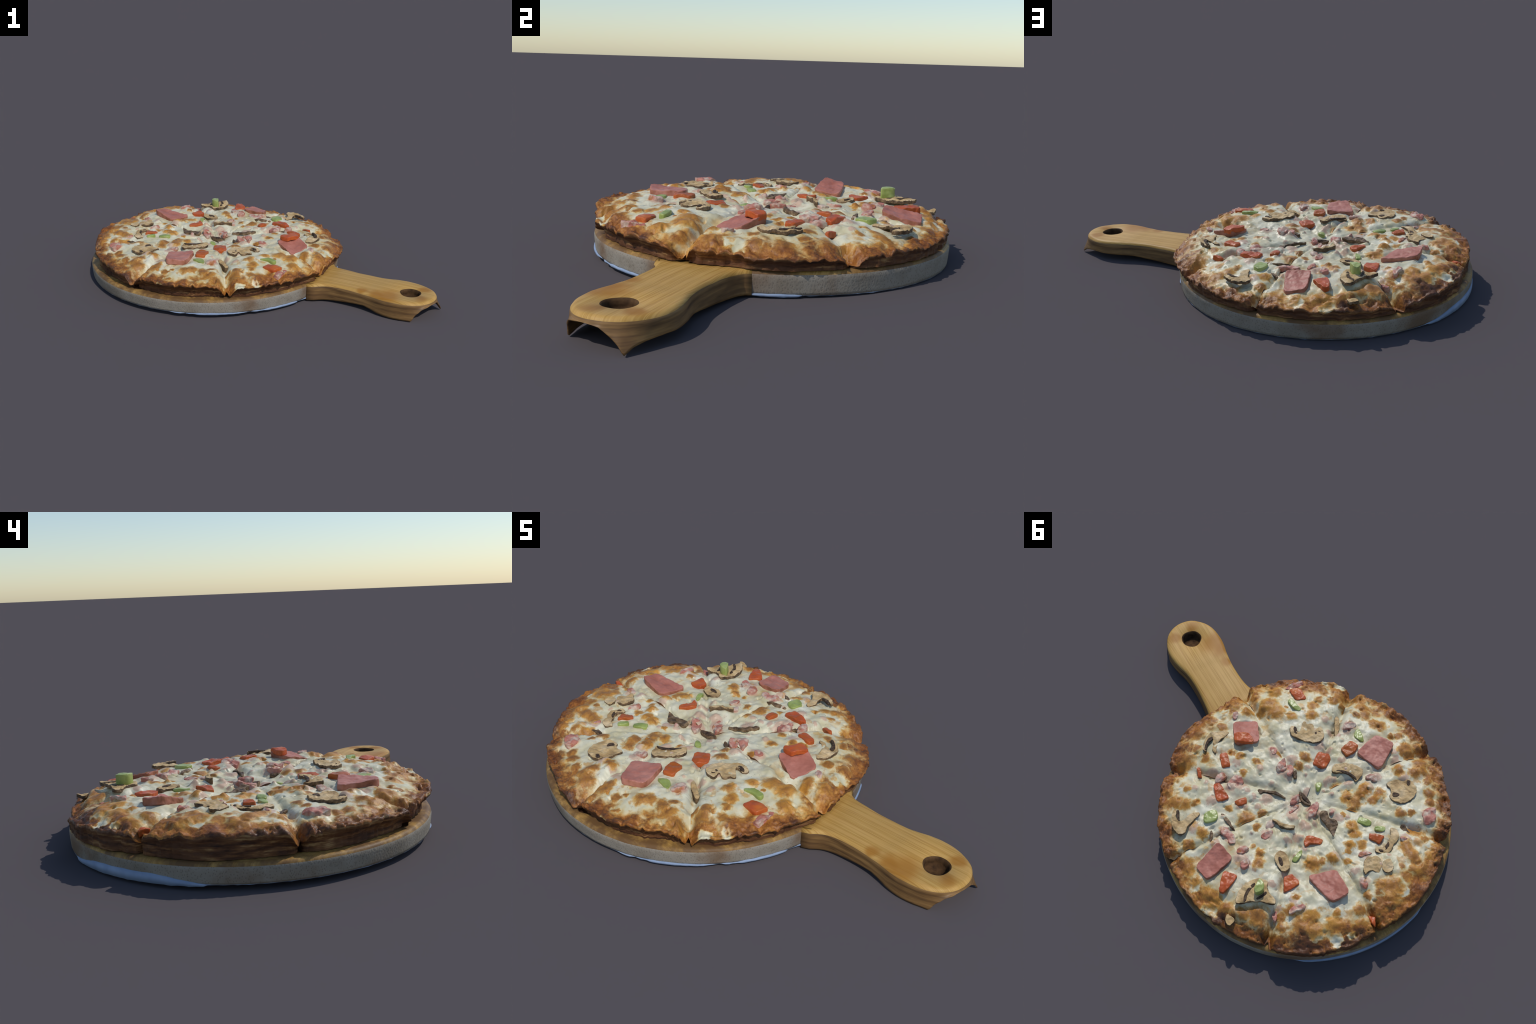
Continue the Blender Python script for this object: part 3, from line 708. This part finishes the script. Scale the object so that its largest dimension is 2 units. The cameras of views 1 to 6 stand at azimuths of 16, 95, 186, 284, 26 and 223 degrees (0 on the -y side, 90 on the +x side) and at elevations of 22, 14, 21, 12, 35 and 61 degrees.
    # ----- leftover of the table in the scan, added as a rim under the board
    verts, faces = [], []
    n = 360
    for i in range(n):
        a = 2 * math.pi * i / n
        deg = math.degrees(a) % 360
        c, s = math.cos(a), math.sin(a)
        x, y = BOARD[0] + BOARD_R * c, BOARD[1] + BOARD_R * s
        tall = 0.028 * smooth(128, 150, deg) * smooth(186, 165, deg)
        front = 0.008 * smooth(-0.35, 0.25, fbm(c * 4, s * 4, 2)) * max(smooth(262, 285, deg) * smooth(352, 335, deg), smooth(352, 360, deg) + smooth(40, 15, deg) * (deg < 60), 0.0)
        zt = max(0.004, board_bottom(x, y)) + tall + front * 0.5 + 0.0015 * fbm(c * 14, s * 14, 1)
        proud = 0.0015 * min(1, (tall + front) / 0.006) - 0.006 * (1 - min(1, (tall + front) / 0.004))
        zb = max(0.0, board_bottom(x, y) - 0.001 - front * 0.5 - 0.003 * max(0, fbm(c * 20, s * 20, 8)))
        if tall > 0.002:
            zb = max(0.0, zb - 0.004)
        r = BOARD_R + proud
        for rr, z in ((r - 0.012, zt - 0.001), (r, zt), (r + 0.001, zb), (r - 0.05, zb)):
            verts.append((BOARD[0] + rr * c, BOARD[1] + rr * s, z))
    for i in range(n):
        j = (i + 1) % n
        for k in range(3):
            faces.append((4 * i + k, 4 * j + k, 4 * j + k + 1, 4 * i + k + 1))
    link("scan_table_rim", make_mesh("scan_table_rim", verts, faces, [MAT_TABLE_RIM]), root)
    for ch in root.children:
        ch.matrix_parent_inverse = root.matrix_basis.inverted()
    return root


def apply_modifiers(ob):
    deps = bpy.context.evaluated_depsgraph_get()
    me = bpy.data.meshes.new_from_object(ob.evaluated_get(deps))
    old = ob.data
    ob.modifiers.clear()
    ob.data = me
    me.name = old.name
    bpy.data.meshes.remove(old)


# ------------------------------------------------------------------ pizza body
RIM_AZ = np.array([a for a, _, _ in RIM] + [RIM[0][0] + 360])
RIM_R = np.array([r for _, r, _ in RIM] + [RIM[0][1]])
RIM_Z = np.array([z for _, _, z in RIM] + [RIM[0][2]])


def rim_at(az):
    a = (az - RIM[0][0]) % 360 + RIM[0][0]
    return float(np.interp(a, RIM_AZ, RIM_R)), float(np.interp(a, RIM_AZ, RIM_Z))


def outline_middle(spec):
    pts = spec["outline"]
    return sum(p[0] for p in pts) / len(pts), sum(p[1] for p in pts) / len(pts)


def broad_height(x, y):
    dx, dy = x - PIZZA[0], y - PIZZA[1]
    q = dx * dx + dy * dy
    return (0.1845 - 0.0017 * dx - 0.0270 * dy + 0.1669 * q - 0.5043 * q * q - 0.0381 * q * dx + 0.0246 * q * dy
            - 0.040 * dx * dy + 0.0238 * (dx * dx - dy * dy))


ANCHORS = []        # the cheese is draped over the toppings: local height corrections


HAM_SEATS = []


def drape():
    for spec in HAM_SLICES:
        mx, my = outline_middle(spec)
        A = np.array([[1, p[0] - mx, p[1] - my] for p in spec["outline"]])
        c = np.linalg.lstsq(A, np.array(spec["z"]), rcond=None)[0]
        HAM_SEATS.append((mx, my, max(math.hypot(p[0] - mx, p[1] - my) for p in spec["outline"]), c))
    for group, under in ((HAM_SLICES, 0.020), (TOMATO_PIECES, 0.007), (PEPPER_PIECES, 0.007), (MUSHROOM_SLICES, 0.005), (HAM_BITS, 0.004)):
        for spec in group:
            if spec.get("perched"):
                continue
            zs = spec["z"]
            if hasattr(zs, "__len__"):
                for (px, py), z in zip(spec["outline"], zs):
                    if z < 0.222:
                        ANCHORS.append((px, py, z - under - broad_height(px, py)))
            else:
                x, y = outline_middle(spec)
                ANCHORS.append((x, y, zs - under - broad_height(x, y)))


def cheese_height(x, y):
    """broad shape of the cheese surface before cuts, lumps and blisters"""
    top = bottom = 0.0
    for ax, ay, e in ANCHORS:
        d2 = (x - ax) ** 2 + (y - ay) ** 2
        if d2 < 0.012:
            w = math.exp(-d2 / 0.0022)
            top += w * max(-0.02, min(0.014, e))
            bottom += w
    q = (x - PIZZA[0]) ** 2 + (y - PIZZA[1]) ** 2
    return broad_height(x, y) + top / (bottom + 0.35) - 0.020 * math.exp(-q / 0.006)


def relief(x, y, az, blisters, lumps):
    """final top height at a plan position"""
    dx, dy = x - PIZZA[0], y - PIZZA[1]
    r = math.hypot(dx, dy)
    R, lip = rim_at(az)
    z = cheese_height(x, y)
    # shoulder falling to the lip of the crust
    k = smooth(0.905, 1.0, r / R)
    z = z * (1 - k) + (lip + 0.013) * k
    crust = smooth(0.86, 0.97, r / R)
    z += 0.0045 * fbm(x * 9, y * 9, 0.3, 2) + 0.0080 * fbm(x * 21, y * 21, 5.3, 2) * (1 - 0.3 * crust)
    z += 0.0013 * fbm(x * 55, y * 55, 2.3, 3)
    pit = fbm(x * 30, y * 30, 7.7, 2)
    z -= 0.010 * smooth(0.45, 0.85, pit) + 0.010 * crust * smooth(0.35, 0.7, fbm(x * 38, y * 38, 3.7, 2))
    z += crust * (0.010 * fbm(x * 27, y * 27, 9.1) + 0.0045 * abs(fbm(x * 70, y * 70, 4.4)))
    for (bx, by, br) in blisters:
        d2 = ((x - bx) ** 2 + (y - by) ** 2) / (br * br)
        if d2 < 1.6:
            z += 0.0070 * max(0.0, 1 - d2 / 1.6) ** 1.5 * min(1.0, br / 0.03)
    for (bx, by, br) in lumps:
        d2 = ((x - bx) ** 2 + (y - by) ** 2) / (br * br)
        if d2 < 1.8:
            z += 0.0085 * max(0.0, 1 - d2 / 1.8) ** 1.5
    # the two cuts bordering the slice
    for cut, depth, width in zip(CUT_AZ, CUT_DEPTH, CUT_WIDTH):
        da = math.radians((az - cut + 180) % 360 - 180)
        if abs(da) < 1.2 and r > 0.02:
            wob = 0.004 * fbm(r * 9, cut, 1.0) * smooth(0, 0.01, abs(r * math.sin(da)))
            bend = 0.010 * fbm(r * 5, cut * 0.7, 2.0, 2) * smooth(0.0, 0.15, r) * smooth(0.68, 0.5, r)      # cuts wander a little
            d = abs(r * math.sin(da) + bend) + wob
            w = width * (0.75 + 0.5 * smooth(0.25, 0.68, r)) * (0.8 + 0.5 * abs(fbm(r * 11, cut, 7.0)))
            bridge = 0.45 + 0.55 * smooth(-0.25, 0.30, fbm(r * 7, cut * 0.37, 3.0))      # melted cheese closes parts of a cut
            dep = depth * (0.36 + 0.64 * smooth(0.34, 0.64, r)) * smooth(0.05, 0.22, r) * (bridge + (1 - bridge) * smooth(0.60, 0.68, r))
            z -= dep * math.exp(-(d / w) ** 2)
    for hx, hy, size, c in HAM_SEATS:        # the ham slices press the cheese down
        d = math.hypot(x - hx, y - hy)
        if d < size:
            under = c[0] + c[1] * (x - hx) + c[2] * (y - hy) - 0.024
            k = smooth(size * 0.80, size * 0.58, d)
            z = min(z, under * k + z * (1 - k))
    return max(z, board_top(x, y) + 0.008)


def hidden_shreds(a0, a1):
    """small scraps of ham under the cheese, thickest towards the middle"""
    out = []
    for _ in range(6):
        a = math.radians(random.uniform(a0 + 4, a1 - 4))
        r = 0.10 + 0.42 * random.random()
        out.append((PIZZA[0] + r * math.cos(a), PIZZA[1] + r * math.sin(a), random.uniform(0.009, 0.019)))
    return out


def build_pizza():
    root = bpy.data.objects.new("pizza", None)
    bpy.context.scene.collection.objects.link(root)
    root.location = (PIZZA[0], PIZZA[1], 0.09)
    root["label"] = "round baked pizza in eight slices with ham and mushrooms"
    root["category"] = "pizza"
    NU, NA = 165, 120
    NTOP_CHEESE = 150
    for i in range(8):
        a0, a1 = CUT_AZ[i], CUT_AZ[(i + 1) % 8]
        if a1 < a0:
            a1 += 360
        bl, lu = BLISTERS[i], HAM_LUMPS[i] + hidden_shreds(a0, a1)
        mat = pizza_material(i, bl, lu, CHEESE_RUNS.get(i, []))
        verts, faces = [], []
        azs = []
        for j in range(NA + 1):
            f = j / NA
            f = f - 0.10 * math.sin(2 * math.pi * f)      # denser beside the cuts
            azs.append(a0 + (a1 - a0) * f)
        edge = []
        for az in azs:
            R, lip = rim_at(az)
            dd = min(abs(az - a0), abs(az - a1)) / 57.3 * R
            notch = 0.036 if min(abs(az - CUT_AZ[0]), abs(az - 360 - CUT_AZ[0])) < 5 else 0.022
            R -= notch * math.exp(-(dd / 0.010) ** 2) + 0.006 * math.exp(-(dd / 0.03) ** 2)          # notch between two slices
            ca, sa = math.cos(math.radians(az)), math.sin(math.radians(az))
            R += 0.007 * fbm(ca * 11, sa * 11, 6.0) + 0.006 * fbm(ca * 38, sa * 38, 2.0) + 0.016 * max(0.0, fbm(ca * 26, sa * 26, 4.0) - 0.42)
            edge.append(R)
        n_side = 9
        for k in range(NU + 1):
            u = (k / NU) ** 0.80
            for az, R in zip(azs, edge):
                ca, sa = math.cos(math.radians(az)), math.sin(math.radians(az))
                x, y = PIZZA[0] + R * u * ca, PIZZA[1] + R * u * sa
                verts.append((x, y, relief(x, y, az, bl, lu)))
        for k in range(1, n_side + 1):
            f = k / n_side
            for j, (az, R) in enumerate(zip(azs, edge)):
                ca, sa = math.cos(math.radians(az)), math.sin(math.radians(az))
                zt = verts[NU * (NA + 1) + j][2]
                zb = board_top(PIZZA[0] + R * ca, PIZZA[1] + R * sa) + 0.0006
                deg = az % 360
                under = 0.018 + 0.016 * smooth(228, 242, deg) * smooth(345, 325, deg) - 0.016 * smooth(10, 40, deg) * smooth(205, 185, deg)
                bulge = 0.004 * math.sin(min(1.0, f * 3) * math.pi) - under * smooth(0.05, 0.7, f)
                rr = R + bulge + 0.004 * fbm(ca * 25, sa * 25, f * 5 + 3) * math.sin(math.pi * f)
                x, y = PIZZA[0] + rr * ca, PIZZA[1] + rr * sa
                verts.append((x, y, zt + (zb - zt) * f))
        W = NA + 1
        rows = NU + 1 + n_side
        slots = []
        for k in range(rows - 1):
            for j in range(NA):
                a, b = k * W + j, k * W + j + 1
                faces.append((a, a + W, b + W, b))
                slots.append(0 if k < NU + 1 else 1)
        # cut faces and underside
        base = len(verts)
        floor = []
        for j in (0, NA):
            col = []
            for k in range(rows):
                x, y, z = verts[k * W + j]
                col.append(len(verts))
                verts.append((x, y, min(z, board_top(x, y) + 0.0006)))
            floor.append(col)
            for k in range(rows - 1):
                q = (k * W + j, (k + 1) * W + j, col[k + 1], col[k])
                faces.append(q if j == NA else q[::-1])
                slots.append(1)
        for k in range(rows - 1):
            faces.append((floor[0][k], floor[1][k], floor[1][k + 1], floor[0][k + 1]))
            slots.append(1)
        full = make_mesh("slice_tmp", verts, faces, [mat, MAT_CRUST], slots)
        nrm = np.zeros(len(full.vertices) * 3, dtype=np.float32)
        full.vertex_normals.foreach_get("vector", nrm)
        nrm = nrm.reshape(-1, 3)
        bpy.data.meshes.remove(full)
        n_cheese = NTOP_CHEESE * NA
        body = part(root, "pizza_slice", verts, faces[n_cheese:], slots[n_cheese:], [mat, MAT_CRUST], nrm)
        part(body, "cheese_layer", verts, faces[:n_cheese], slots[:n_cheese], [mat], nrm)
    return root


def part(parent, name, verts, faces, slots, mats, normals):
    used = sorted({v for f in faces for v in f})
    new = {v: i for i, v in enumerate(used)}
    me = make_mesh(name, [verts[v] for v in used], [tuple(new[v] for v in f) for f in faces], mats, slots)
    me.normals_split_custom_set_from_vertices([tuple(normals[v]) for v in used])
    return link(name, me, parent)


# ------------------------------------------------------------------ toppings
def chaikin(points, rounds, keep=0.25):
    for _ in range(rounds):
        out = []
        for a, b in zip(points, points[1:] + points[:1]):
            out.append((a[0] * (1 - keep) + b[0] * keep, a[1] * (1 - keep) + b[1] * keep))
            out.append((a[0] * keep + b[0] * (1 - keep), a[1] * keep + b[1] * (1 - keep)))
        points = out
    return points


def slab(name, outline, thickness, voxel=0.003, rounding=2, keep=0.2, smooth_steps=4):
    """a soft-edged slab with the given plan outline, lying on z = 0 downwards"""
    pts = chaikin(list(outline), rounding, keep)
    bm = bmesh.new()
    low = [bm.verts.new((x, y, -thickness)) for x, y in pts]
    high = [bm.verts.new((x, y, 0)) for x, y in pts]
    n = len(pts)
    for i in range(n):
        j = (i + 1) % n
        bm.faces.new((low[i], low[j], high[j], high[i]))
    bm.faces.new(high)
    bm.faces.new(low[::-1])
    bmesh.ops.recalc_face_normals(bm, faces=bm.faces[:])
    me = bpy.data.meshes.new(name)
    bm.to_mesh(me)
    bm.free()
    ob = link(name, me)
    rm = ob.modifiers.new("remesh", "REMESH")
    rm.mode, rm.voxel_size = "VOXEL", voxel
    sm = ob.modifiers.new("soften", "SMOOTH")
    sm.iterations, sm.factor = smooth_steps, 0.6
    apply_modifiers(ob)
    return ob


def topping(kind, spec, root, material, thickness, voxel=0.003, rough=0.0015, dome=0.0, curl=0.0, sag=0.0, rounding=2, keep=0.2, parent=None, steps=4):
    pts = spec["outline"]
    cx, cy = sum(p[0] for p in pts) / len(pts), sum(p[1] for p in pts) / len(pts)
    size = max(math.hypot(p[0] - cx, p[1] - cy) for p in pts)
    thickness = spec.get("thick", thickness)
    ob = slab(kind, pts, thickness, voxel, rounding, keep, steps)
    zs = spec["z"]
    if hasattr(zs, "__len__"):
        # least-squares tilt plus a twist through the corner heights
        A = np.array([[1, p[0] - cx, p[1] - cy, (p[0] - cx) * (p[1] - cy)] for p in pts])
        coef = np.linalg.lstsq(A, np.array(zs), rcond=None)[0]
    else:
        coef = np.array([zs, *spec.get("tilt", (0.0, 0.0)), 0.0])
    az = math.degrees(math.atan2(cy - PIZZA[1], cx - PIZZA[0]))
    if not spec.get("perched") and kind != "mushroom_gill" and not hasattr(zs, "__len__"):
        nearest = max(j for j in range(8) if (az + 67.6) % 360 >= CUT_AZ[j] + 67.6)
        ground = max(relief(px * f + cx * (1 - f), py * f + cy * (1 - f), az, BLISTERS[nearest], HAM_LUMPS[nearest]) for px, py in pts for f in (0.3, 0.8))
        coef[0] = max(coef[0] - (0.004 if kind == "ham_bit" else 0), ground + (0.001 if kind == "ham_bit" else 0.0035))
        spec["rest"] = coef[0]
    seed = random.random() * 50
    curl = spec.get("curl", curl)
    ca = spec.get("curl_dir", random.uniform(0, 3.1))
    for v in ob.data.vertices:
        x, y, z = v.co
        dx, dy = x - cx, y - cy
        r2 = (dx * dx + dy * dy) / (size * size)
        across = (dx * math.cos(ca) + dy * math.sin(ca)) / size
        h = coef[0] + coef[1] * dx + coef[2] * dy + coef[3] * dx * dy
        h += dome * (1 - r2) + curl * (across * across - 0.3) - sag * (1 - r2)
        h += rough * fbm(x * 28 + seed, y * 28, seed, 3) * 1.5
        side = rough * 0.8
        v.co = (x + side * fbm(x * 40, y * 40, z * 40 + seed), y + side * fbm(y * 40 + 7, x * 40, z * 40 + seed), h + z)
    ob.data.materials.clear()
    mats = material if isinstance(material, (list, tuple)) else [material]
    for m in mats:
        ob.data.materials.append(m)
    for p in ob.data.polygons:
        p.use_smooth = True
        if len(mats) > 1:
            p.material_index = 0 if p.normal.z > 0.55 else 1
    ob.data.update()
    ob.parent = parent or root
    return ob


def dress_pizza(root):
    for k, spec in enumerate(HAM_SLICES):
        topping("ham_slice", spec, root, [MAT_HAM, MAT_HAM_EDGE], 0.030, rough=0.0025, sag=0.008, rounding=3, keep=0.11, steps=3)
    for spec in TOMATO_PIECES:
        topping("tomato_piece", spec, root, MAT_TOMATO, 0.024, voxel=0.0025, rough=0.003, dome=0.006, rounding=2, keep=0.10)
    for spec in PEPPER_PIECES:
        topping("green_pepper_piece", spec, root, MAT_PEPPER, 0.022, voxel=0.0025, rough=0.002, dome=0.004, rounding=2, keep=0.2)
    slices = []
    for spec in MUSHROOM_SLICES:
        dark = spec.get("dark", False)
        mats = MAT_MUSH_DARK if dark else [MAT_MUSH, MAT_MUSH_DARK]
        slices.append(topping("mushroom_slice", spec, root, mats, 0.014, voxel=0.0022, rough=0.0045, curl=random.uniform(-0.004, 0.008), rounding=2, keep=0.22, steps=3))
    for spec in MUSHROOM_GILLS:
        gx = sum(p[0] for p in spec["outline"]) / len(spec["outline"])
        gy = sum(p[1] for p in spec["outline"]) / len(spec["outline"])
        host = min(zip(slices, MUSHROOM_SLICES), key=lambda q: min(math.hypot(gx - p[0], gy - p[1]) for p in q[1]["outline"]))[0]
        spec = dict(spec)
        spec["z"] = max(spec["z"], MUSHROOM_SLICES[slices.index(host)].get("rest", 0)) + 0.0025
        topping("mushroom_gill", spec, root, MAT_GILL, 0.010, voxel=0.0016, rough=0.001, rounding=2, keep=0.22, parent=host, steps=2)
    for spec in HAM_BITS:
        topping("ham_bit", spec, root, MAT_HAM_BIT, 0.026, voxel=0.003, rough=0.006, dome=0.003, rounding=2, keep=0.25)


board = build_board()
drape()
pizza = build_pizza()
dress_pizza(pizza)
bpy.context.view_layer.update()
for ob in pizza.children_recursive:
    if ob.parent == pizza:
        ob.matrix_parent_inverse = pizza.matrix_basis.inverted()
bpy.context.view_layer.update()
